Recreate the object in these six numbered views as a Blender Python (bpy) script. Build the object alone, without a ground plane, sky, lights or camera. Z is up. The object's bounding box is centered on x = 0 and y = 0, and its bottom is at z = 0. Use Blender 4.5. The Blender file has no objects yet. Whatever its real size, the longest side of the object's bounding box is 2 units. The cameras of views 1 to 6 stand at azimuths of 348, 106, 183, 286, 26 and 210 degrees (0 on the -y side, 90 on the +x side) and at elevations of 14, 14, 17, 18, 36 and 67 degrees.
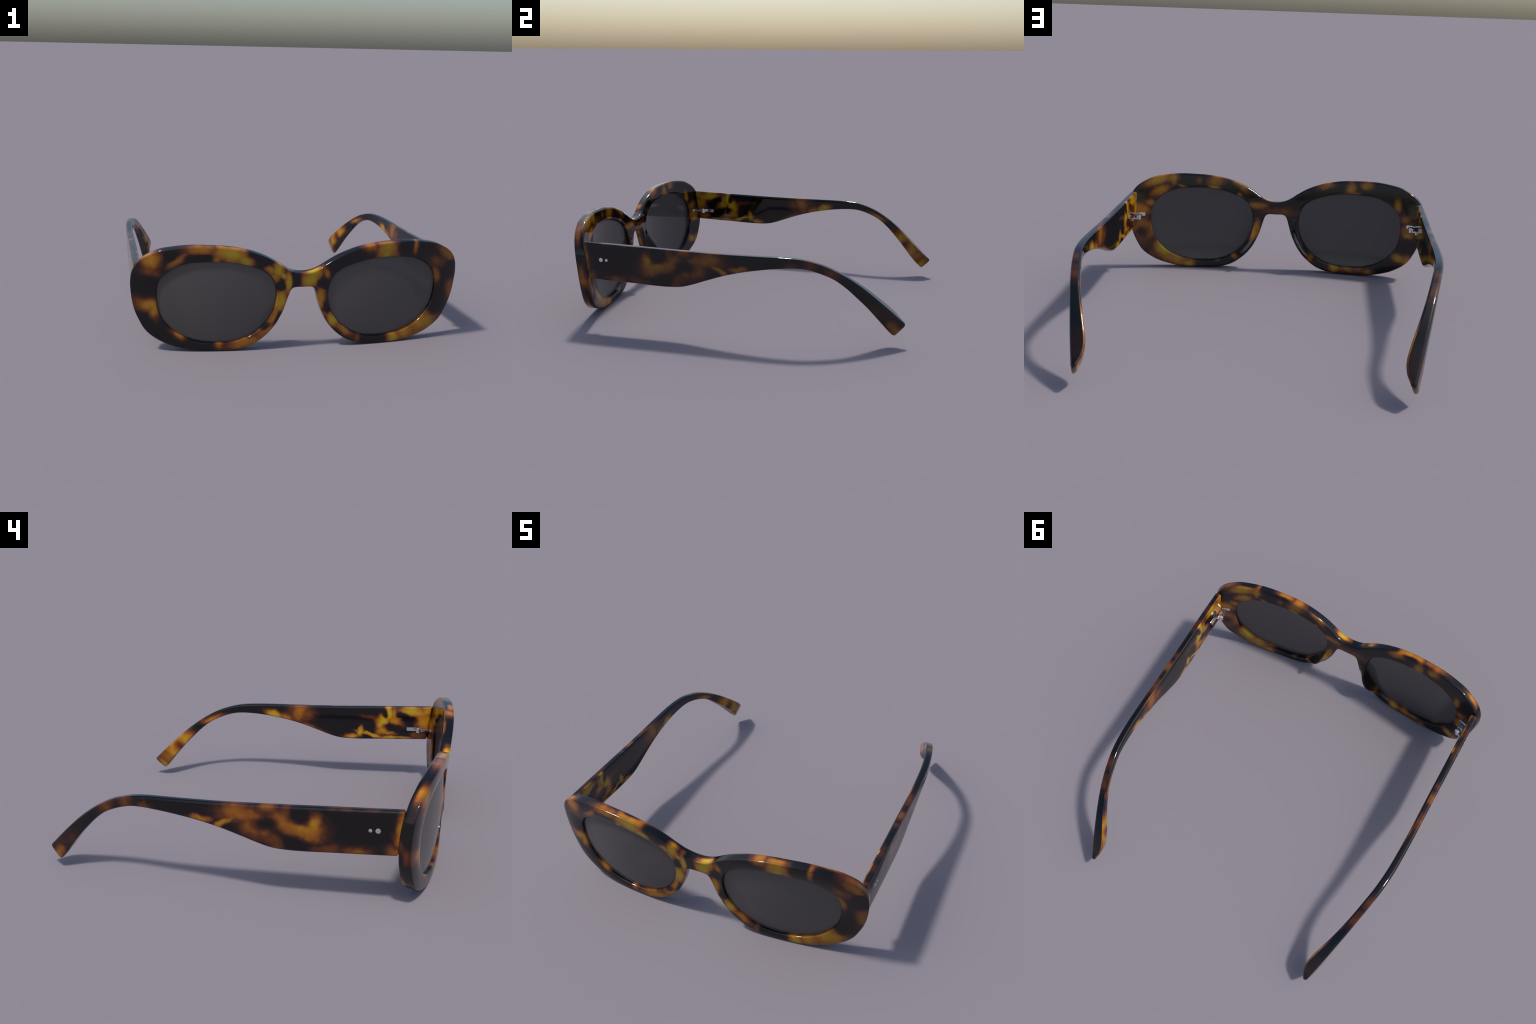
"""Oval tortoiseshell sunglasses: curved acetate front with two rims, a bridge and
moulded nose pads, dark lenses, two wide temple arms with dropped tips, metal hinges
and rivets.  Metres, z up, front of the glasses towards -y."""
import bpy, bmesh, math
import numpy as np
from mathutils import Vector

# ------------------------------------------------------------------ helpers
def catmull(points, n, closed=False):
    """Even-arclength samples on a Catmull-Rom curve through the control points."""
    P = np.array(points, float)
    m = len(P)
    seg = m if closed else m - 1
    out = []
    for i in range(seg):
        if closed:
            a, b, c, d = P[(i - 1) % m], P[i], P[(i + 1) % m], P[(i + 2) % m]
        else:
            a = P[i - 1] if i else 2 * P[0] - P[1]
            b, c = P[i], P[i + 1]
            d = P[i + 2] if i + 2 < m else 2 * P[-1] - P[-2]
        for t in np.linspace(0, 1, 24, endpoint=False):
            out.append(0.5 * ((2 * b) + (c - a) * t + (2 * a - 5 * b + 4 * c - d) * t ** 2
                              + (3 * b - a - 3 * c + d) * t ** 3))
    out.append(P[0] if closed else P[-1])
    out = np.array(out)
    s = np.concatenate([[0], np.cumsum(np.linalg.norm(np.diff(out, axis=0), axis=1))])
    q = np.linspace(0, s[-1], n, endpoint=not closed)
    return np.stack([np.interp(q, s, out[:, k]) for k in range(out.shape[1])], 1)

def smoothstep(a, b, x):
    t = np.clip((x - a) / (b - a), 0, 1)
    return t * t * (3 - 2 * t)

def fillet_drop(dist, r):
    """How far a rounded edge of radius r falls below its face at a distance from the border."""
    k = np.clip(r - dist, 0, r)
    return r - np.sqrt(np.maximum(r * r - k * k, 0))

def mesh_object(name, verts, faces, material, parent=None, smooth=True):
    me = bpy.data.meshes.new(name)
    me.from_pydata([tuple(map(float, v)) for v in verts], [], [tuple(map(int, f)) for f in faces])
    me.validate()
    bm = bmesh.new(); bm.from_mesh(me)
    bmesh.ops.recalc_face_normals(bm, faces=bm.faces)
    bm.to_mesh(me); bm.free()
    for p in me.polygons:
        p.use_smooth = smooth
    mats = material if isinstance(material, (list, tuple)) else [material]
    for m in mats:
        me.materials.append(m)
    ob = bpy.data.objects.new(name, me)
    bpy.context.scene.collection.objects.link(ob)
    if parent:
        ob.parent = parent
    return ob

# ------------------------------------------------------------------ materials
AMBER_RAMP = [(0.00, (0.0020, 0.0018, 0.0020)), (0.13, (0.0030, 0.0021, 0.0021)),
              (0.28, (0.022, 0.0062, 0.0028)), (0.43, (0.092, 0.024, 0.0035)),
              (0.57, (0.225, 0.074, 0.0040)), (0.70, (0.310, 0.138, 0.0045)),
              (0.83, (0.325, 0.215, 0.0050)), (1.00, (0.315, 0.285, 0.0060))]

class Graph:
    def __init__(self, name):
        self.mat = bpy.data.materials.new(name)
        self.mat.use_nodes = True
        self.nt = self.mat.node_tree
        self.nt.nodes.clear()
    def node(self, kind, **kw):
        n = self.nt.nodes.new(kind)
        for k, v in kw.items():
            setattr(n, k, v)
        return n
    def link(self, a, b):
        self.nt.links.new(a, b)
    def math(self, op, a, b=None, clamp=False):
        n = self.node('ShaderNodeMath', operation=op, use_clamp=clamp)
        for i, v in enumerate((a, b)):
            if v is None:
                continue
            if isinstance(v, (int, float)):
                n.inputs[i].default_value = v
            else:
                self.link(v, n.inputs[i])
        return n.outputs[0]
    def patches(self, coord, rows, soft=(2.45, 0.06), grow=1.12):
        """Largest value of a set of soft elliptical patches (u, v, ru, rv, degrees, strength)."""
        acc = None
        for u, v, ru, rv, deg, strength in rows:
            m = self.node('ShaderNodeMapping', vector_type='TEXTURE')
            m.inputs['Location'].default_value = (u, v, 0)
            m.inputs['Rotation'].default_value = (0, 0, math.radians(deg))
            m.inputs['Scale'].default_value = (ru * grow, rv * grow, 1)
            self.link(coord, m.inputs['Vector'])
            ln = self.node('ShaderNodeVectorMath', operation='LENGTH')
            self.link(m.outputs[0], ln.inputs[0])
            r = self.node('ShaderNodeMapRange', interpolation_type='SMOOTHSTEP')
            r.inputs['From Min'].default_value = soft[0]
            r.inputs['From Max'].default_value = soft[1]
            r.inputs['To Min'].default_value = 0.0
            r.inputs['To Max'].default_value = strength
            self.link(ln.outputs['Value'], r.inputs['Value'])
            if acc is None:
                acc = r.outputs[0]
            else:
                n = self.node('ShaderNodeMath', operation='SMOOTH_MAX')
                self.link(acc, n.inputs[0]); self.link(r.outputs[0], n.inputs[1])
                n.inputs[2].default_value = 0.07
                acc = n.outputs[0]
        return acc
    def warped_plane(self, axes, flow=0.030, seed=0.0):
        """Object coordinates flattened on two axes and stirred by noise, as the swirls of
        cast acetate are.  Returns the plane vector and the plain coordinates."""
        tc = self.node('ShaderNodeTexCoord')
        sep = self.node('ShaderNodeSeparateXYZ')
        self.link(tc.outputs['Object'], sep.inputs[0])
        flat = self.node('ShaderNodeCombineXYZ')
        self.link(sep.outputs[axes[0]], flat.inputs[0])
        self.link(sep.outputs[axes[1]], flat.inputs[1])
        flat.inputs[2].default_value = seed
        vec = flat.outputs[0]
        for scale, amp in ((11.0, flow), (34.0, flow * 0.38)):
            no = self.node('ShaderNodeTexNoise')
            no.inputs['Scale'].default_value = scale
            no.inputs['Detail'].default_value = 1.0
            self.link(flat.outputs[0], no.inputs['Vector'])
            sub = self.node('ShaderNodeVectorMath', operation='SUBTRACT')
            self.link(no.outputs['Color'], sub.inputs[0])
            sub.inputs[1].default_value = (0.5, 0.5, 0.5)
            sc = self.node('ShaderNodeVectorMath', operation='MULTIPLY')
            self.link(sub.outputs[0], sc.inputs[0])
            sc.inputs[1].default_value = (amp * 2, amp * 2, 0)
            add = self.node('ShaderNodeVectorMath', operation='ADD')
            self.link(vec, add.inputs[0]); self.link(sc.outputs[0], add.inputs[1])
            vec = add.outputs[0]
        fl = self.node('ShaderNodeVectorMath', operation='MULTIPLY')
        self.link(vec, fl.inputs[0]); fl.inputs[1].default_value = (1, 1, 0)
        return fl.outputs[0], sep, flat.outputs[0]
    def acetate(self, value, plain, gain=1.0, tone=1.0):
        """Tortoiseshell colour from the patch value plus cloudy variation; polished acetate."""
        cl = self.node('ShaderNodeTexNoise')
        cl.inputs['Scale'].default_value = 13.0
        cl.inputs['Detail'].default_value = 3.0
        self.link(plain, cl.inputs['Vector'])
        c = self.math('SUBTRACT', cl.outputs['Fac'], 0.5)
        c = self.math('MULTIPLY', c, 0.42)
        v = self.math('ADD', self.math('MULTIPLY', value, gain), c)
        ramp = self.node('ShaderNodeValToRGB')
        el = ramp.color_ramp.elements
        while len(el) < len(AMBER_RAMP):
            el.new(0.5)
        for e, (pos, col) in zip(el, AMBER_RAMP):
            e.position = pos
            e.color = (*col, 1)
        self.link(v, ramp.inputs[0])
        b = self.node('ShaderNodeBsdfPrincipled')
        br = self.node('ShaderNodeVectorMath', operation='SCALE')
        self.link(ramp.outputs[0], br.inputs[0])
        if isinstance(tone, (int, float)):
            br.inputs['Scale'].default_value = tone
        else:
            self.link(tone, br.inputs['Scale'])
        self.link(br.outputs[0], b.inputs['Base Color'])
        b.inputs['Roughness'].default_value = 0.045
        b.inputs['IOR'].default_value = 1.5
        out = self.node('ShaderNodeOutputMaterial')
        self.link(b.outputs[0], out.inputs[0])
        return self.mat

# amber patches of the front face: x, z, half sizes, turn, strength (colour from red-brown to yellow)
FRONT_PATCHES = [
    (-0.836, 0.535, 0.051, 0.046, 79, 0.80), (-0.698, 0.530, 0.058, 0.019, 38, 0.74),
    (-0.573, 0.592, 0.078, 0.022, 0, 0.70), (-0.408, 0.569, 0.067, 0.039, 172, 1.00),
    (-0.336, 0.526, 0.039, 0.026, 160, 0.95), (-0.486, 0.539, 0.025, 0.022, 172, 0.70),
    (-0.146, 0.475, 0.034, 0.026, 99, 1.00), (-0.193, 0.472, 0.027, 0.017, 154, 0.78),
    (-0.086, 0.396, 0.055, 0.017, 94, 0.95), (-0.119, 0.442, 0.028, 0.015, 138, 0.90),
    (-0.166, 0.430, 0.031, 0.027, 80, 0.74), (-0.124, 0.291, 0.064, 0.029, 80, 0.90),
    (-0.159, 0.204, 0.063, 0.016, 66, 0.78), (-0.305, 0.045, 0.113, 0.034, 13, 0.68),
    (-0.206, 0.098, 0.061, 0.039, 44, 0.66), (-0.857, 0.274, 0.062, 0.035, 171, 0.75),
    (-0.821, 0.235, 0.042, 0.029, 88, 0.75), (-0.695, 0.103, 0.035, 0.021, 145, 0.76),
    (-0.465, 0.031, 0.029, 0.026, 103, 0.56), (-0.844, 0.473, 0.061, 0.027, 171, 0.55),
    (0.036, 0.407, 0.047, 0.038, 28, 0.97), (0.064, 0.452, 0.043, 0.023, 12, 0.92),
    (0.129, 0.449, 0.033, 0.015, 114, 0.75), (-0.005, 0.409, 0.041, 0.010, 89, 0.57),
    (0.106, 0.303, 0.057, 0.025, 96, 0.79), (0.380, 0.589, 0.042, 0.031, 167, 0.64),
    (0.484, 0.566, 0.058, 0.049, 141, 0.88), (0.483, 0.539, 0.030, 0.026, 140, 0.97),
    (0.662, 0.569, 0.040, 0.014, 82, 0.74), (0.869, 0.528, 0.078, 0.027, 141, 0.63),
    (0.823, 0.472, 0.068, 0.042, 165, 0.49), (0.813, 0.392, 0.050, 0.024, 102, 0.68),
    (0.932, 0.299, 0.072, 0.034, 88, 0.62), (0.753, 0.091, 0.098, 0.064, 31, 0.76),
    (0.644, 0.049, 0.075, 0.047, 1, 0.74), (0.567, 0.022, 0.044, 0.031, 110, 0.92),
    (0.339, 0.031, 0.034, 0.017, 93, 0.57), (0.239, 0.106, 0.071, 0.018, 143, 0.70),
    (0.184, 0.167, 0.048, 0.022, 126, 0.97), (0.140, 0.207, 0.030, 0.026, 126, 0.62)]
BACK_PATCHES = [
    (0.664, 0.573, 0.034, 0.019, 89, 0.75), (0.743, 0.504, 0.053, 0.027, 164, 0.75),
    (0.812, 0.427, 0.035, 0.025, 12, 0.72), (0.859, 0.387, 0.052, 0.036, 13, 0.73),
    (0.606, 0.533, 0.031, 0.010, 14, 0.65), (0.503, 0.572, 0.020, 0.020, 125, 0.55),
    (0.390, 0.571, 0.050, 0.038, 177, 0.68), (0.403, 0.527, 0.032, 0.013, 8, 0.86),
    (0.235, 0.545, 0.050, 0.025, 27, 0.70), (0.240, 0.486, 0.025, 0.013, 88, 0.76),
    (0.126, 0.427, 0.059, 0.021, 177, 0.72), (0.129, 0.266, 0.060, 0.021, 103, 0.78),
    (0.858, 0.250, 0.074, 0.065, 84, 0.73), (0.725, 0.124, 0.055, 0.036, 42, 0.95),
    (0.652, 0.058, 0.110, 0.035, 18, 0.76), (0.377, 0.058, 0.018, 0.014, 177, 0.57),
    (0.267, 0.088, 0.025, 0.016, 28, 0.66), (0.560, 0.027, 0.032, 0.019, 4, 0.88),
    (-0.321, 0.570, 0.045, 0.018, 167, 0.75), (-0.475, 0.561, 0.036, 0.027, 102, 0.70),
    (-0.576, 0.586, 0.033, 0.022, 175, 0.72), (-0.486, 0.533, 0.058, 0.010, 176, 0.62),
    (-0.777, 0.482, 0.038, 0.020, 87, 0.76), (-0.835, 0.394, 0.039, 0.027, 171, 0.66),
    (-0.861, 0.326, 0.048, 0.036, 168, 0.76), (-0.855, 0.298, 0.026, 0.018, 170, 0.90),
    (-0.804, 0.142, 0.043, 0.023, 13, 0.80), (-0.862, 0.127, 0.037, 0.030, 127, 0.80),
    (-0.394, 0.048, 0.028, 0.027, 111, 0.88), (-0.495, 0.044, 0.091, 0.028, 0, 0.62),
    (-0.610, 0.029, 0.036, 0.018, 174, 0.63), (-0.235, 0.099, 0.025, 0.018, 68, 0.68),
    (-0.021, 0.391, 0.128, 0.032, 2, 0.49), (0.766, 0.574, 0.068, 0.027, 158, 0.86),
    (0.670, 0.583, 0.034, 0.024, 175, 0.72)]
FRONT_SPOTS = [
    (-0.126, 0.379, 0.023, 0.021, 120, 0.50), (-0.208, 0.136, 0.026, 0.017, 32, 0.45),
    (-0.589, 0.544, 0.074, 0.020, 0, 0.45), (-0.739, 0.556, 0.026, 0.022, 88, 0.40),
    (-0.132, 0.189, 0.041, 0.018, 70, 0.40), (-0.248, 0.544, 0.057, 0.026, 152, 0.45),
    (0.113, 0.386, 0.033, 0.024, 150, 0.50), (0.142, 0.240, 0.034, 0.018, 106, 0.45),
    (0.430, 0.024, 0.064, 0.022, 174, 0.50), (0.829, 0.205, 0.059, 0.042, 117, 0.45),
    (0.589, 0.565, 0.043, 0.033, 112, 0.45), (0.227, 0.536, 0.073, 0.028, 23, 0.45),
    (0.908, 0.419, 0.047, 0.032, 116, 0.40), (-0.042, 0.406, 0.037, 0.026, 99, 0.40)]
BACK_SPOTS = [(0.856, 0.243, 0.028, 0.026, 77, 0.5), (0.284, 0.516, 0.036, 0.023, 177, 0.5)]
# temple arms: y, z, half sizes, turn, strength
OUTER_PATCHES = [
    (-0.414, 0.381, 0.075, 0.050, 3, 0.85), (-0.331, 0.410, 0.099, 0.055, 22, 0.76),
    (-0.315, 0.449, 0.063, 0.042, 96, 0.70), (-0.444, 0.409, 0.049, 0.029, 94, 0.92),
    (-0.091, 0.446, 0.102, 0.051, 10, 0.72), (-0.009, 0.385, 0.070, 0.015, 147, 0.92),
    (0.098, 0.406, 0.049, 0.017, 5, 0.90), (-0.157, 0.370, 0.075, 0.057, 27, 0.66),
    (-0.268, 0.305, 0.059, 0.038, 15, 0.62), (-0.822, 0.405, 0.083, 0.020, 96, 0.86),
    (-0.838, 0.482, 0.022, 0.019, 1, 0.66), (-0.804, 0.308, 0.047, 0.031, 5, 0.76),
    (-0.630, 0.292, 0.073, 0.025, 0, 0.64), (0.490, 0.446, 0.040, 0.038, 170, 0.66),
    (0.387, 0.434, 0.041, 0.027, 163, 0.55), (0.609, 0.403, 0.059, 0.035, 148, 0.55),
    (0.950, 0.080, 0.060, 0.035, 138, 0.78), (0.864, 0.179, 0.080, 0.060, 168, 0.42),
    (-0.514, 0.290, 0.100, 0.036, 174, 0.52), (-0.222, 0.482, 0.051, 0.027, 174, 0.70),
    (-0.720, 0.497, 0.070, 0.010, 178, 0.42), (-0.560, 0.494, 0.060, 0.010, 178, 0.48)]
INNER_PATCHES = [
    (-0.573, 0.464, 0.036, 0.016, 89, 1.00), (-0.535, 0.406, 0.033, 0.024, 135, 1.00),
    (-0.625, 0.401, 0.047, 0.023, 25, 0.76), (-0.510, 0.376, 0.024, 0.018, 108, 0.86),
    (-0.452, 0.312, 0.058, 0.009, 11, 1.00), (-0.531, 0.337, 0.043, 0.021, 14, 0.74),
    (-0.566, 0.320, 0.050, 0.011, 3, 0.72), (-0.609, 0.455, 0.029, 0.017, 89, 0.78),
    (-0.447, 0.424, 0.053, 0.012, 3, 0.52), (-0.394, 0.330, 0.029, 0.015, 109, 0.90),
    (-0.582, 0.290, 0.050, 0.009, 1, 0.90), (-0.662, 0.290, 0.050, 0.008, 1, 0.78),
    (-0.726, 0.463, 0.075, 0.025, 3, 0.92), (-0.797, 0.406, 0.050, 0.045, 89, 0.72),
    (-0.818, 0.473, 0.036, 0.028, 178, 0.76), (-0.776, 0.314, 0.050, 0.028, 178, 0.62),
    (-0.327, 0.290, 0.036, 0.012, 0, 0.80), (0.014, 0.436, 0.060, 0.050, 171, 0.60),
    (0.102, 0.402, 0.036, 0.026, 175, 0.68), (0.183, 0.419, 0.048, 0.020, 19, 0.84),
    (-0.058, 0.335, 0.075, 0.020, 24, 0.60), (0.596, 0.395, 0.058, 0.016, 165, 0.70),
    (0.823, 0.223, 0.080, 0.048, 138, 0.92), (0.894, 0.140, 0.070, 0.052, 134, 0.68),
    (0.932, 0.082, 0.050, 0.022, 48, 0.86)]
INNER_SPOTS = [(0.825, 0.218, 0.026, 0.024, 100, 0.5), (-0.549, 0.452, 0.018, 0.012, 90, 0.6),
               (-0.661, 0.440, 0.032, 0.014, 20, 0.6), (-0.690, 0.400, 0.037, 0.020, 178, 0.5),
               (-0.447, 0.361, 0.034, 0.030, 105, 0.4), (-0.591, 0.360, 0.032, 0.020, 9, 0.4)]
OUTER_SPOTS = [(-0.378, 0.444, 0.045, 0.026, 10, 0.6), (-0.345, 0.307, 0.042, 0.028, 2, 0.5),
               (-0.206, 0.396, 0.040, 0.022, 173, 0.35)]

# front surface of the glasses: y = Y0 + TILT z + C2 x^2 + C4 x^4 + CZ (z - 0.3)^2
Y0, TILT, C2, C4, CZ = -0.9563, -0.069, 0.0821, 0.0409, -0.130
THICK = 0.053

def frame_material(name, lo, hi):
    """Tortoiseshell of one stretch of the front; keeps only the patches that reach it."""
    g = Graph(name)
    near = lambda rows: [r for r in rows if lo - 0.16 < r[0] < hi + 0.16]
    co, sep, plain = g.warped_plane((0, 2), flow=0.014)
    front = g.patches(co, near(FRONT_PATCHES))
    front = g.math('SUBTRACT', front, g.patches(co, near(FRONT_SPOTS), soft=(1.7, 0.3), grow=1.0))
    back = g.patches(co, near(BACK_PATCHES))
    if near(BACK_SPOTS):
        back = g.math('SUBTRACT', back, g.patches(co, near(BACK_SPOTS), grow=1.0))
    x2 = g.math('MULTIPLY', sep.outputs[0], sep.outputs[0])
    d = g.math('ADD', sep.outputs[1], -Y0)
    d = g.math('SUBTRACT', d, g.math('MULTIPLY', sep.outputs[2], TILT))
    d = g.math('SUBTRACT', d, g.math('MULTIPLY', x2, C2))
    d = g.math('SUBTRACT', d, g.math('MULTIPLY', g.math('MULTIPLY', x2, x2), C4))
    zc = g.math('ADD', sep.outputs[2], -0.3)
    d = g.math('SUBTRACT', d, g.math('MULTIPLY', g.math('MULTIPLY', zc, zc), CZ))
    r = g.node('ShaderNodeMapRange', interpolation_type='SMOOTHSTEP')
    r.inputs['From Min'].default_value = 0.024
    r.inputs['From Max'].default_value = 0.052
    g.link(d, r.inputs['Value'])
    mix = g.node('ShaderNodeMix', data_type='FLOAT')
    g.link(r.outputs[0], mix.inputs[0])
    g.link(front, mix.inputs[2]); g.link(back, mix.inputs[3])
    # brighter tone on the walls between the front and back faces
    cut = g.node('ShaderNodeMapRange', interpolation_type='SMOOTHSTEP')
    cut.inputs['From Min'].default_value = 0.020
    cut.inputs['From Max'].default_value = 0.010
    g.link(g.math('ABSOLUTE', g.math('ADD', d, -0.027)), cut.inputs['Value'])
    cut.inputs['To Min'].default_value, cut.inputs['To Max'].default_value = 1.05, 1.55
    return g.acetate(mix.outputs[0], plain, 0.95, cut.outputs[0])

def temple_material(name, patches, spots, seed, gain, grow, tone):
    g = Graph(name)
    co, sep, plain = g.warped_plane((1, 2), flow=0.020, seed=seed)
    v = g.patches(co, patches, grow=grow)
    if spots:
        v = g.math('SUBTRACT', v, g.patches(co, spots, grow=1.0))
    return g.acetate(v, plain, gain, tone)

def lens_material():
    g = Graph('smoked_lens')
    b = g.node('ShaderNodeBsdfPrincipled')
    b.inputs['Base Color'].default_value = (0.080, 0.074, 0.072, 1)
    b.inputs['Roughness'].default_value = 0.06
    b.inputs['IOR'].default_value = 1.46
    tr = g.node('ShaderNodeBsdfTransparent')
    mx = g.node('ShaderNodeMixShader')
    mx.inputs[0].default_value = 0.14
    g.link(b.outputs[0], mx.inputs[1]); g.link(tr.outputs[0], mx.inputs[2])
    out = g.node('ShaderNodeOutputMaterial')
    g.link(mx.outputs[0], out.inputs[0])
    return g.mat

def metal_material():
    g = Graph('polished_steel')
    no = g.node('ShaderNodeTexNoise')
    no.inputs['Scale'].default_value = 60
    r = g.node('ShaderNodeMapRange')
    r.inputs['To Min'].default_value = 0.10
    r.inputs['To Max'].default_value = 0.18
    g.link(no.outputs['Fac'], r.inputs['Value'])
    b = g.node('ShaderNodeBsdfPrincipled')
    b.inputs['Base Color'].default_value = (0.83, 0.82, 0.83, 1)
    b.inputs['Metallic'].default_value = 1.0
    g.link(r.outputs[0], b.inputs['Roughness'])
    out = g.node('ShaderNodeOutputMaterial')
    g.link(b.outputs[0], out.inputs[0])
    return g.mat

M_FRAME = {'bridge': frame_material('tortoiseshell_bridge', -0.07, 0.07),
           'right': frame_material('tortoiseshell_rim', 0.06, 1.0),
           'left': frame_material('tortoiseshell_rim', -1.0, -0.06)}
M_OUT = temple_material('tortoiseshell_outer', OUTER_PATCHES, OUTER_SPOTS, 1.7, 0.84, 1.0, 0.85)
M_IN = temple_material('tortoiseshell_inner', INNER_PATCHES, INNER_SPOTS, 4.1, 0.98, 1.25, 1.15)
M_LENS = lens_material()
M_METAL = metal_material()

# ------------------------------------------------------------------ the thing
root = bpy.data.objects.new('sunglasses', None)
bpy.context.scene.collection.objects.link(root)
root.location = (0, 0, 0)
root['label'] = 'oval tortoiseshell sunglasses with dark lenses and wide temples'
root['category'] = 'sunglasses'

# ------------------------------------------------------------------ front frame
def place(x, z, depth):
    """Point behind the curved front surface at (x, z), depth measured along its normal."""
    fx = 2 * C2 * x + 4 * C4 * x ** 3
    n = np.stack([-fx, np.ones_like(x), -TILT - 2 * CZ * (z - 0.3)], -1)
    n /= np.linalg.norm(n, axis=-1, keepdims=True)
    s = np.stack([x, Y0 + TILT * z + C2 * x * x + C4 * x ** 4 + CZ * (z - 0.3) ** 2, z], -1)
    return s + n * depth[..., None]

# half outline of the front, from the middle of the bridge underside round to its top
OUTLINE = [(0.0, 0.3665), (0.035, 0.367), (0.055, 0.363), (0.069, 0.350), (0.078, 0.328), (0.085, 0.305),
           (0.093, 0.278), (0.104, 0.243), (0.121, 0.203), (0.151, 0.148), (0.198, 0.092), (0.262, 0.043),
           (0.325, 0.016), (0.390, 0.005), (0.460, 0.0015), (0.530, 0.0015), (0.600, 0.005), (0.660, 0.013),
           (0.720, 0.029), (0.775, 0.049), (0.836, 0.085), (0.878, 0.125), (0.908, 0.178), (0.930, 0.230),
           (0.944, 0.285), (0.951, 0.340), (0.954, 0.390), (0.951, 0.430), (0.943, 0.467), (0.921, 0.508),
           (0.890, 0.539), (0.850, 0.563), (0.800, 0.585), (0.740, 0.597), (0.670, 0.606), (0.600, 0.609),
           (0.530, 0.607), (0.460, 0.604), (0.390, 0.596), (0.320, 0.582), (0.260, 0.563), (0.210, 0.543),
           (0.170, 0.522), (0.130, 0.497), (0.100, 0.476), (0.070, 0.460), (0.040, 0.450), (0.0, 0.446)]
OPENING = [(0.147, 0.320), (0.150, 0.285), (0.156, 0.255), (0.166, 0.228), (0.180, 0.200), (0.198, 0.173),
           (0.221, 0.143), (0.250, 0.117), (0.289, 0.089), (0.330, 0.070), (0.371, 0.056), (0.404, 0.050),
           (0.440, 0.047), (0.480, 0.046), (0.520, 0.048), (0.564, 0.052), (0.612, 0.063), (0.645, 0.075),
           (0.690, 0.097), (0.722, 0.119), (0.757, 0.154), (0.781, 0.186), (0.798, 0.216), (0.808, 0.255),
           (0.814, 0.300), (0.815, 0.340), (0.811, 0.380), (0.800, 0.412), (0.782, 0.438), (0.757, 0.462),
           (0.708, 0.492), (0.645, 0.514), (0.570, 0.522), (0.490, 0.524), (0.440, 0.522), (0.400, 0.517),
           (0.350, 0.509), (0.290, 0.493), (0.236, 0.472), (0.195, 0.446), (0.172, 0.419), (0.158, 0.390),
           (0.150, 0.356)]
LENS_CENTRE = np.array([0.48, 0.30])

outer = catmull([(-0.035, 0.367)] + OUTLINE + [(-0.04, 0.450)], 4000)
keep = np.where(outer[:, 0] >= 0)[0]
outer = outer[keep[0]:keep[-1] + 1]
outer[0, 0] = 0; outer[-1, 0] = 0
s_out = np.concatenate([[0], np.cumsum(np.linalg.norm(np.diff(outer, axis=0), axis=1))])
# finer steps round the tight corners of the bridge
dens = 1 + 2.2 * np.exp(-((outer[:, 0] - 0.04) / 0.06) ** 2)
w_out = np.concatenate([[0], np.cumsum(np.diff(s_out) * 0.5 * (dens[1:] + dens[:-1]))])
q = np.interp(np.linspace(0, w_out[-1], 420), w_out, s_out)
ring = np.stack([np.interp(q, s_out, outer[:, k]) for k in (0, 1)], 1)
n_line = 26
zl = 0.5 - 0.5 * np.cos(np.linspace(0, math.pi, n_line))
line = np.stack([np.zeros(n_line), ring[-1, 1] + (ring[0, 1] - ring[-1, 1]) * zl], 1)[1:-1]
border = np.concatenate([ring, line])          # closed loop of the half front
on_line = np.concatenate([np.zeros(len(ring), bool), np.ones(len(line), bool)])

hole = catmull(OPENING, 1600, closed=True)
h_ang = np.unwrap(np.arctan2(hole[:, 1] - LENS_CENTRE[1], hole[:, 0] - LENS_CENTRE[0]))
h_ang = np.degrees(h_ang)
if h_ang[-1] < h_ang[0]:
    h_ang = h_ang[::-1]; hole = hole[::-1]
def hole_at(deg):
    a = (np.asarray(deg) - h_ang[0]) % 360 + h_ang[0]
    ha = np.concatenate([h_ang, [h_ang[0] + 360]])
    hp = np.concatenate([hole, hole[:1]])
    return np.stack([np.interp(a, ha, hp[:, k]) for k in (0, 1)], -1)

# which direction of the opening each border point faces
ang = np.degrees(np.arctan2(border[:, 1] - LENS_CENTRE[1], border[:, 0] - LENS_CENTRE[0]))
ang = np.where(ang < 0, ang + 360, ang)         # 0..360, bridge near 165-175
NOSE_KEYS = [((0.0, 0.3665), 165.5), ((0.055, 0.363), 167.5), ((0.069, 0.350), 170.0), ((0.079, 0.325), 174.5),
             ((0.093, 0.278), 182.0), ((0.121, 0.203), 195.0)]
TOP_KEYS = [((0.130, 0.497), 150.6), ((0.100, 0.476), 154.5), ((0.070, 0.460), 157.5), ((0.040, 0.450), 159.8),
            ((0.0, 0.446), 161.5)]
def nearest(pt):
    return int(np.argmin(np.linalg.norm(ring - np.array(pt), axis=1)))
i0 = nearest((0.151, 0.148)); i1 = nearest((0.130, 0.497))
ki = [nearest(p) for p, _ in NOSE_KEYS] + [i0]
kv = [a for _, a in NOSE_KEYS] + [ang[i0]]
ang[:i0 + 1] = np.interp(np.arange(i0 + 1), ki, kv)
ki = [nearest(p) for p, _ in TOP_KEYS]
ang[i1:len(ring)] = np.interp(np.arange(i1, len(ring)), ki, [a for _, a in TOP_KEYS])
ang[len(ring):] = 161.5 + 4.0 * zl[1:-1]
un = np.unwrap(np.radians(ang))
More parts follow.
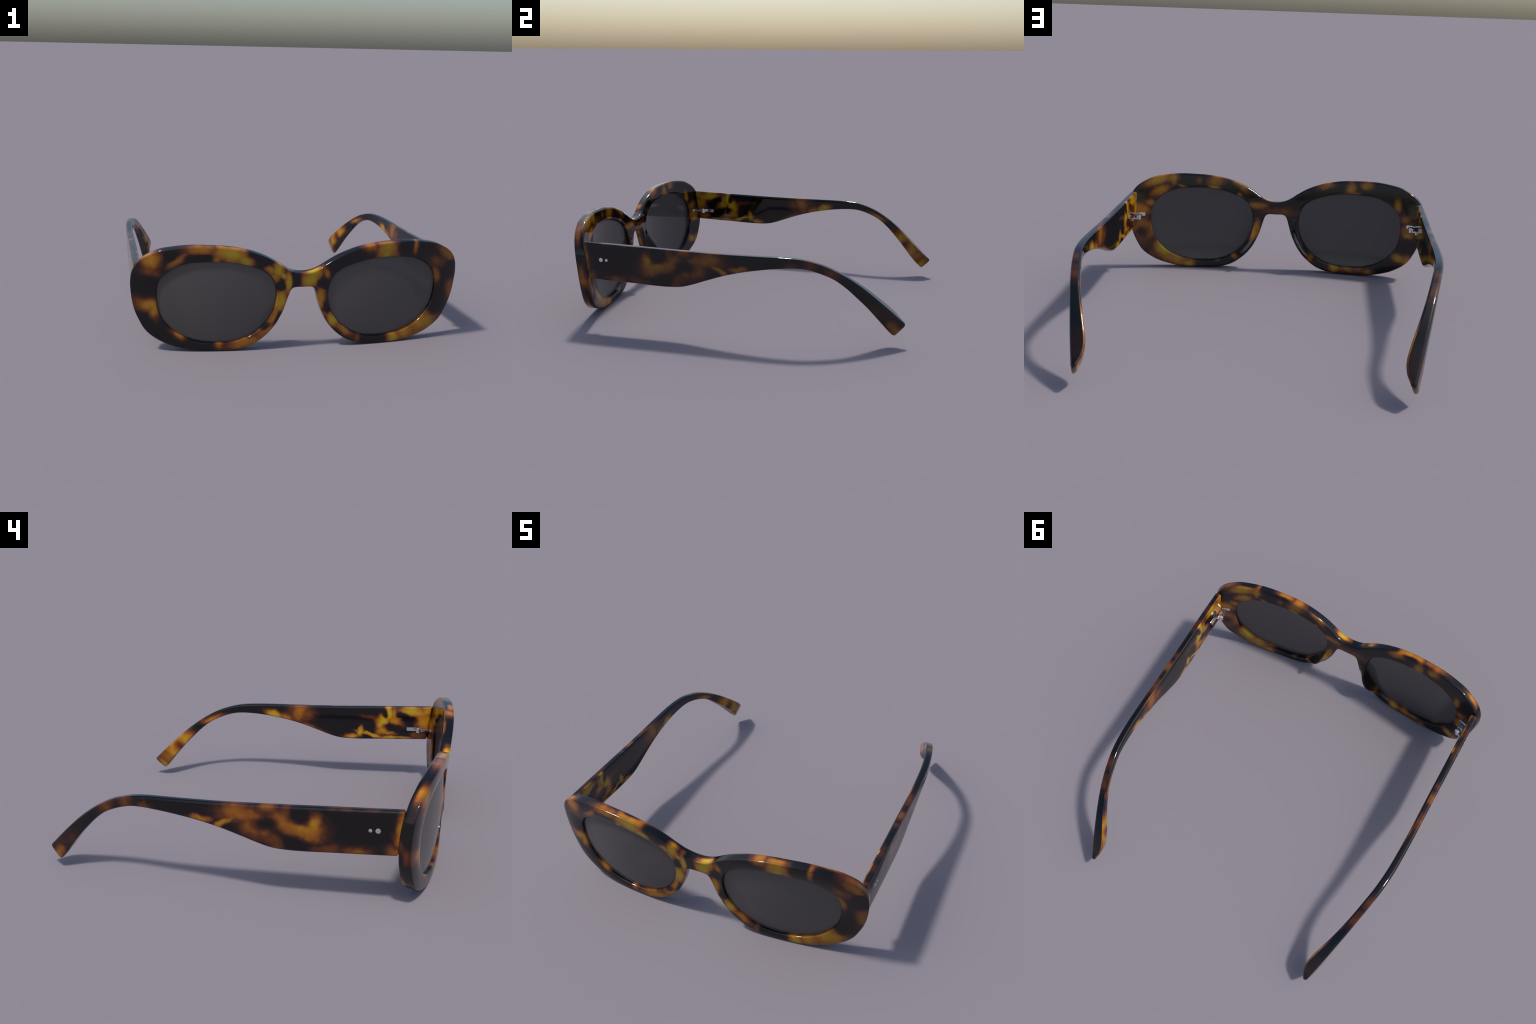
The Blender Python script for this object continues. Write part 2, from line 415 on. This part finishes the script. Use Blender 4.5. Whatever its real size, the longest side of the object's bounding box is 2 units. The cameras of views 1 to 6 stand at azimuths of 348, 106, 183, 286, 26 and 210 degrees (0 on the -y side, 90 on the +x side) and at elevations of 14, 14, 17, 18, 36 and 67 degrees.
for _ in range(30):                              # relax the pairing
    ext = np.concatenate([[un[-1] - 2 * math.pi], un, [un[0] + 2 * math.pi]])
    un = 0.25 * ext[:-2] + 0.5 * ext[1:-1] + 0.25 * ext[2:]
ang = np.degrees(un)
inner = hole_at(ang)
nb = len(border)

contour = np.concatenate([outer[::-3] * [-1, 1], outer[::3]])
def dist_to(pts, curve, closed=False):
    """Distance from points to a polyline (nearest vertex, then its two segments)."""
    flat = pts.reshape(-1, 2)
    near = np.empty(len(flat), int)
    for k in range(0, len(flat), 2000):
        near[k:k + 2000] = ((flat[k:k + 2000, None] - curve[None]) ** 2).sum(-1).argmin(1)
    best = np.full(len(flat), 9.0)
    m = len(curve)
    for a, b in ((near - 1, near), (near, near + 1)):
        if closed:
            a, b = a % m, b % m
        else:
            a, b = np.clip(a, 0, m - 1), np.clip(b, 0, m - 1)
        A, E = curve[a], curve[b] - curve[a]
        t = np.clip(((flat - A) * E).sum(1) / np.maximum((E * E).sum(1), 1e-12), 0, 1)
        best = np.minimum(best, np.linalg.norm(flat - A - E * t[:, None], axis=1))
    return np.where(best < 4e-5, 0, best).reshape(pts.shape[:-1])

def face_grid(r_out, r_hole, mids=12, arc=7):
    """Rows across the rim, crowded inside the rounded edges."""
    span = np.linalg.norm(border - inner, axis=1)
    phi = np.linspace(0, math.pi / 2, arc)
    a = 1 - np.cos(phi)
    rows = []
    for v in a:
        rows.append(np.minimum(v * r_hole, span * 0.45) / span)
    lo, hi = r_hole / span, 1 - r_out / span
    for k in range(1, mids + 1):
        rows.append(lo + (hi - lo) * k / (mids + 1))
    for v in a[::-1]:
        rows.append(1 - np.minimum(v * r_out, span * 0.45) / span)
    t = np.array(rows)                            # rows x nb
    xz = inner[None] + (border - inner)[None] * t[..., None]
    xz[-1, on_line, 0] = 0
    return xz, t

R_FO, R_FH, R_BO, R_BH = 0.0055, 0.006, 0.012, 0.009
fx, ft = face_grid(R_FO, R_FH)
bx, bt = face_grid(R_BO, R_BH)
d_o, d_h = dist_to(fx, contour), dist_to(fx, hole, True)
crown = 0.20 * d_o * d_h / (d_o + d_h + 1e-6) * smoothstep(0.1, 0.3, fx[..., 0])   # gently domed face
fd = fillet_drop(d_o, R_FO) + fillet_drop(d_h, R_FH) - crown
# moulded nose pads: the nasal part of each rim swells backwards towards the opening
a_deg = ang % 360
pad = np.where(a_deg < 199, smoothstep(171, 199, a_deg), 1 - smoothstep(203, 229, a_deg))
pad[a_deg < 171] = 0
pad_height = 0.060 * pad[None] * (1 - smoothstep(0.12, 0.85, bt))
thick = THICK + 0.008 * (1 - smoothstep(0.0, 0.22, bx[..., 1]))      # a little heavier below
thick = thick + 0.011 * (1 - smoothstep(0.03, 0.16, bx[..., 0]))        # and at the bridge
thick = thick + 0.007 * smoothstep(0.80, 0.93, bx[..., 0]) * (1 - smoothstep(0.35, 0.5, bx[..., 1]))
bd = thick - fillet_drop(dist_to(bx, contour), R_BO) - fillet_drop(dist_to(bx, hole, True), R_BH) + pad_height

nr = fx.shape[0]
front_v = place(fx[..., 0], fx[..., 1], fd)
back_v = place(bx[..., 0], bx[..., 1], bd)
verts = np.concatenate([front_v.reshape(-1, 3), back_v.reshape(-1, 3)])
F = lambda r, c: r * nb + c % nb
B = lambda r, c: nr * nb + r * nb + c % nb
faces = []
for c in range(nb):
    for r in range(nr - 1):
        faces.append((F(r, c), F(r, c + 1), F(r + 1, c + 1), F(r + 1, c)))
        faces.append((B(r, c), B(r + 1, c), B(r + 1, c + 1), B(r, c + 1)))
    if c < len(ring) - 1:
        faces.append((F(nr - 1, c), F(nr - 1, c + 1), B(nr - 1, c + 1), B(nr - 1, c)))
# wall of the opening in three strips
base = len(verts)
extra = []
for k in (1, 2):
    extra.append(front_v[0] + (back_v[0] - front_v[0]) * k / 3)
verts = np.concatenate([verts] + extra)
strips = [lambda c: F(0, c), lambda c: base + c % nb, lambda c: base + nb + c % nb, lambda c: B(0, c)]
for c in range(nb):
    for a, b in zip(strips[:-1], strips[1:]):
        faces.append((a(c), b(c), b(c + 1), a(c + 1)))
# mirror for the other half
nv = len(verts)
all_v = np.concatenate([verts, verts * [-1, 1, 1]])
all_f = faces + [tuple(i + nv for i in f[::-1]) for f in faces]

me = bpy.data.meshes.new('front')
me.from_pydata([tuple(map(float, v)) for v in all_v], [], all_f)
bm = bmesh.new(); bm.from_mesh(me)
seam = [v for v in bm.verts if abs(v.co.x) < 1e-5]
bmesh.ops.remove_doubles(bm, verts=seam, dist=2e-5)
bmesh.ops.recalc_face_normals(bm, faces=bm.faces)
bm.normal_update()
bm.to_mesh(me); bm.free()
whole_co = np.array([v.co[:] for v in me.vertices])
whole_no = np.array([n.vector[:] for n in me.vertex_normals])

def region(centre):
    x, y, z = centre
    side = 'right' if x > 0 else 'left'
    if abs(x) < 0.062:
        return 'bridge'
    depth = y - (Y0 + TILT * z + C2 * x * x + C4 * x ** 4 + CZ * (z - 0.3) ** 2)
    if depth > 0.050 and abs(x) < 0.30 and z < 0.345:
        w = np.linalg.norm(np.array([abs(x), z]) - hole, axis=1).min()
        if depth > 0.0545 or (w < 0.03 and depth > THICK * 1.005):
            return 'nose_pad_' + side
    return 'rim_' + side

groups = {}
for p in me.polygons:
    groups.setdefault(region(p.center), []).append(tuple(p.vertices))
for key in sorted(groups):
    polys = groups[key]
    used = sorted({i for f in polys for i in f})
    remap = {v: i for i, v in enumerate(used)}
    nm = key.rsplit('_', 1)[0] if key != 'bridge' else key
    part = bpy.data.meshes.new(nm)
    part.from_pydata([tuple(whole_co[i]) for i in used], [], [tuple(remap[i] for i in f) for f in polys])
    for p in part.polygons:
        p.use_smooth = True
    part.materials.append(M_FRAME[key.rsplit('_', 1)[-1]])
    part.normals_split_custom_set_from_vertices([tuple(whole_no[i]) for i in used])
    ob = bpy.data.objects.new(nm, part)
    bpy.context.scene.collection.objects.link(ob)
    ob.parent = root
bpy.data.meshes.remove(me)

# ------------------------------------------------------------------ lenses
def quad_terms(x, z):
    return np.stack([np.ones_like(x), x, z, x * x, z * z, x * z], -1)

LENS_EDGE, LENS_BULGE, LENS_THICK = 0.014, 0.023, 0.018
_rim = hole_at(np.linspace(0, 360, 180, endpoint=False))
_pts = place(_rim[:, 0], _rim[:, 1], np.full(len(_rim), LENS_EDGE))
_mid = place(LENS_CENTRE[:1], LENS_CENTRE[1:], np.array([LENS_EDGE - LENS_BULGE]))
_A = np.concatenate([quad_terms(_pts[:, 0], _pts[:, 2]), 12 * quad_terms(_mid[:, 0], _mid[:, 2])])
LENS_FIT = np.linalg.lstsq(_A, np.concatenate([_pts[:, 1], 12 * _mid[:, 1]]), rcond=None)[0]

def lens(sign):
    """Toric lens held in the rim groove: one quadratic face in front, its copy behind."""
    n, rings = 220, 26
    a = np.linspace(0, 360, n, endpoint=False)
    rim = hole_at(a)
    rim = LENS_CENTRE + (rim - LENS_CENTRE) * 1.012
    v = []; f = []
    for back in (0.0, LENS_THICK):
        for k in range(rings, -1, -1):
            p = LENS_CENTRE + (rim - LENS_CENTRE) * (k / rings)
            if k == 0:
                p = p[:1]
            y = quad_terms(p[:, 0], p[:, 1]) @ LENS_FIT + back
            v.append(np.stack([p[:, 0], y, p[:, 1]], -1))
        block = v[-(rings + 1):]
        v[-(rings + 1):] = block[:-1][::-1] + block[-1:]
    V = np.concatenate(v)
    per = rings * n + 1
    for s in (0, 1):
        o = s * per
        for k in range(rings - 1):
            for c in range(n):
                f.append((o + k * n + c, o + k * n + (c + 1) % n, o + (k + 1) * n + (c + 1) % n, o + (k + 1) * n + c))
        for c in range(n):
            f.append((o + rings * n, o + c, o + (c + 1) % n))
    for c in range(n):
        i = (rings - 1) * n
        f.append((i + c, i + (c + 1) % n, per + i + (c + 1) % n, per + i + c))
    V = V * [sign, 1, 1]
    ob = mesh_object('lens', V, f, M_LENS, root)
    return ob
lens(1); lens(-1)

# ------------------------------------------------------------------ temple arms
# matched points of the upper and lower edge seen from the side (y, z)
EDGE_PAIRS = [((-0.844, 0.500), (-0.814, 0.284)), ((-0.70, 0.4965), (-0.68, 0.280)), ((-0.55, 0.4935), (-0.53, 0.276)),
              ((-0.42, 0.491), (-0.40, 0.2715)), ((-0.33, 0.489), (-0.315, 0.2715)), ((-0.25, 0.488), (-0.24, 0.278)),
              ((-0.17, 0.487), (-0.17, 0.298)), ((-0.08, 0.486), (-0.09, 0.327)), ((0.03, 0.486), (0.01, 0.361)),
              ((0.15, 0.487), (0.12, 0.390)), ((0.28, 0.488), (0.25, 0.414)), ((0.38, 0.486), (0.345, 0.425)),
              ((0.45, 0.479), (0.41, 0.4285)), ((0.515, 0.464), (0.465, 0.425)), ((0.59, 0.437), (0.535, 0.407)),
              ((0.67, 0.395), (0.615, 0.373)), ((0.73, 0.356), (0.680, 0.326)), ((0.79, 0.311), (0.735, 0.275)),
              ((0.86, 0.251), (0.795, 0.215)), ((0.93, 0.188), (0.865, 0.135)), ((0.97, 0.150), (0.905, 0.088)),
              ((1.005, 0.118), (0.942, 0.050))]
OUT_Y = [-0.85, -0.7, -0.5, -0.25, 0.0, 0.15, 0.28, 0.4, 0.5, 0.6, 0.7, 0.8, 0.9, 1.0]
OUT_X = [0.931, 0.932, 0.931, 0.929, 0.929, 0.927, 0.922, 0.909, 0.890, 0.868, 0.843, 0.815, 0.786, 0.754]
THICK_Y = [-0.86, -0.6, -0.3, 0.0, 0.3, 0.5, 0.62, 0.72, 0.80, 0.85, 0.89, 0.925, 0.955, 0.985]
THICK_X = [0.041, 0.043, 0.042, 0.041, 0.043, 0.044, 0.047, 0.054, 0.065, 0.071, 0.070, 0.057, 0.034, 0.014]

OX = catmull(list(zip(OUT_Y, OUT_X)), 800)
THICKNESS = catmull(list(zip(THICK_Y, THICK_X)), 1500)

def temple(sign):
    E = catmull([(*t, *b) for t, b in EDGE_PAIRS], 300)
    T, Bo = E[:, :2], E[:, 2:]
    mid = 0.5 * (T + Bo)
    s = np.concatenate([[0], np.cumsum(np.linalg.norm(np.diff(mid, axis=0), axis=1))])
    # crowd sections at the rounded ends
    L = s[-1]
    r0, r1 = 0.010, 0.016
    e = 1 - np.cos(np.linspace(0, math.pi / 2, 9))
    q = np.concatenate([e * r0, np.linspace(r0, L - r1, 260)[1:-1], (L - e * r1)[::-1]])
    T = np.stack([np.interp(q, s, T[:, k]) for k in (0, 1)], 1)
    Bo = np.stack([np.interp(q, s, Bo[:, k]) for k in (0, 1)], 1)
    shrink = fillet_drop(q, r0) + fillet_drop(L - q, r1)
    n = 48
    V = []
    for t, b, d, qq in zip(T, Bo, shrink, q):
        ax = t - b
        h = np.linalg.norm(ax); ax = ax / h
        m = 0.5 * (t + b)
        th = float(np.interp(m[0], THICKNESS[:, 0], THICKNESS[:, 1]))
        hh = h / 2 - d
        ww = max(th / 2 - min(d, 0.008), 0.004)
        r = min(0.013, 0.92 * ww, 0.92 * hh)
        for k in range(n):
            # rounded rectangle, counter-clockwise from the middle of the outer face
            quad = (k * 4) // n
            f = (k * 4 / n) - quad
            seg = [(1, 1), (-1, 1), (-1, -1), (1, -1)][quad]
            # each quarter: straight - arc - straight
            a = f * math.pi / 2
            if quad % 2 == 0:
                arc = a
            else:
                arc = math.pi / 2 - a
            if arc < math.radians(15):          # along the tall face
                u = arc / math.radians(15)
                w_, h_ = ww, (hh - r) * u
            elif arc > math.radians(75):
                u = (arc - math.radians(75)) / math.radians(15)
                w_, h_ = (ww - r) * (1 - u), hh
            else:
                u = (arc - math.radians(15)) / math.radians(60) * math.pi / 2
                w_, h_ = ww - r + r * math.cos(u), hh - r + r * math.sin(u)
            w_ *= seg[0]; h_ *= seg[1]
            y, z = m + ax * h_
            xo = float(np.interp(y, OX[:, 0], OX[:, 1]))
            V.append((xo - th / 2 + w_, y, z))
    V = np.array(V) * [sign, 1, 1]
    rows = len(q)
    faces = []
    for i in range(rows - 1):
        for k in range(n):
            faces.append((i * n + k, i * n + (k + 1) % n, (i + 1) * n + (k + 1) % n, (i + 1) * n + k))
    faces.append(tuple(range(n)))
    faces.append(tuple((rows - 1) * n + k for k in range(n)))
    ob = mesh_object('temple_arm', V, faces, [M_OUT, M_IN], root)
    for i, p in enumerate(ob.data.polygons):       # quads run section by section
        k = i % n
        p.material_index = 1 if i < (rows - 1) * n and 0.31 * n <= k < 0.69 * n else 0
    return ob

arms = {s: temple(s) for s in (1, -1)}

# ------------------------------------------------------------------ metal fittings
def bevelled(name, build, parent, width=0.0015):
    bm = bmesh.new()
    build(bm)
    bmesh.ops.bevel(bm, geom=list(bm.edges), offset=width, segments=2, affect='EDGES', profile=0.6,
                    clamp_overlap=True)
    me = bpy.data.meshes.new(name)
    bmesh.ops.recalc_face_normals(bm, faces=bm.faces)
    bm.to_mesh(me); bm.free()
    for p in me.polygons:
        p.use_smooth = True
    me.materials.append(M_METAL)
    me.set_sharp_from_angle(angle=math.radians(40))
    ob = bpy.data.objects.new(name, me)
    bpy.context.scene.collection.objects.link(ob)
    ob.parent = parent
    return ob

def slab(bm, outline, z0, z1, sign):
    """Prism over a plan outline (x, y) between two heights."""
    lo = [bm.verts.new((sign * x, y, z0)) for x, y in outline]
    hi = [bm.verts.new((sign * x, y, z1)) for x, y in outline]
    bm.faces.new(lo); bm.faces.new(hi)
    m = len(outline)
    for i in range(m):
        bm.faces.new((lo[i], lo[(i + 1) % m], hi[(i + 1) % m], hi[i]))

def disc(bm, centre, radius, half, axis, n=28):
    c = Vector(centre)
    u = Vector((0, 1, 0)) if axis == 'x' else Vector((1, 0, 0))
    v = Vector((0, 0, 1)) if axis == 'x' else Vector((0, 1, 0))
    w = Vector((1, 0, 0)) if axis == 'x' else Vector((0, 0, 1))
    a, b = [], []
    for k in range(n):
        t = 2 * math.pi * k / n
        p = c + u * (radius * math.cos(t)) + v * (radius * math.sin(t))
        a.append(bm.verts.new(p - w * half)); b.append(bm.verts.new(p + w * half))
    bm.faces.new(a); bm.faces.new(b)
    for k in range(n):
        bm.faces.new((a[k], a[(k + 1) % n], b[(k + 1) % n], b[k]))

ZH = 0.353
for s in (1, -1):
    arm = arms[s]
    # leaf screwed to the back of the rim with a tongue reaching back to the screw
    hinge = bevelled('hinge', lambda bm: (
        slab(bm, [(0.842, -0.860), (0.903, -0.835), (0.899, -0.822), (0.839, -0.844)], ZH - 0.011, ZH + 0.011, s),
        slab(bm, [(0.856, -0.848), (0.893, -0.836), (0.884, -0.768), (0.846, -0.768)], ZH - 0.006, ZH + 0.006, s)), root)
    bevelled('hinge_leaf', lambda bm: (
        slab(bm, [(0.880, -0.757), (0.895, -0.757), (0.895, -0.690), (0.880, -0.690)], ZH - 0.011, ZH + 0.011, s),
        slab(bm, [(0.860, -0.780), (0.888, -0.774), (0.888, -0.748), (0.866, -0.750)], ZH - 0.013, ZH - 0.004, s)), arm)
    bevelled('hinge_knuckle', lambda bm: disc(bm, (s * 0.862, -0.768, ZH), 0.019, 0.014, 'z'), hinge)
    # slotted screw head: two half discs either side of the slot
    def head(bm):
        for side in (1, -1):
            arc = [(0.862 + 0.0135 * math.cos(t), -0.768 + 0.0135 * math.sin(t))
                   for t in np.linspace(-0.5 * math.pi + 0.18, 0.5 * math.pi - 0.18, 14) + (0.6 if side > 0 else 0.6 + math.pi)]
            slab(bm, arc, ZH + 0.012, ZH + 0.018, s)
    bevelled('screw', head, hinge, 0.0007)
    for y, r in ((-0.727, 0.0120), (-0.693, 0.0085)):
        bevelled('rivet', lambda bm: disc(bm, (s * 0.931, y, 0.402), r, 0.0035, 'x'), arm, 0.001)
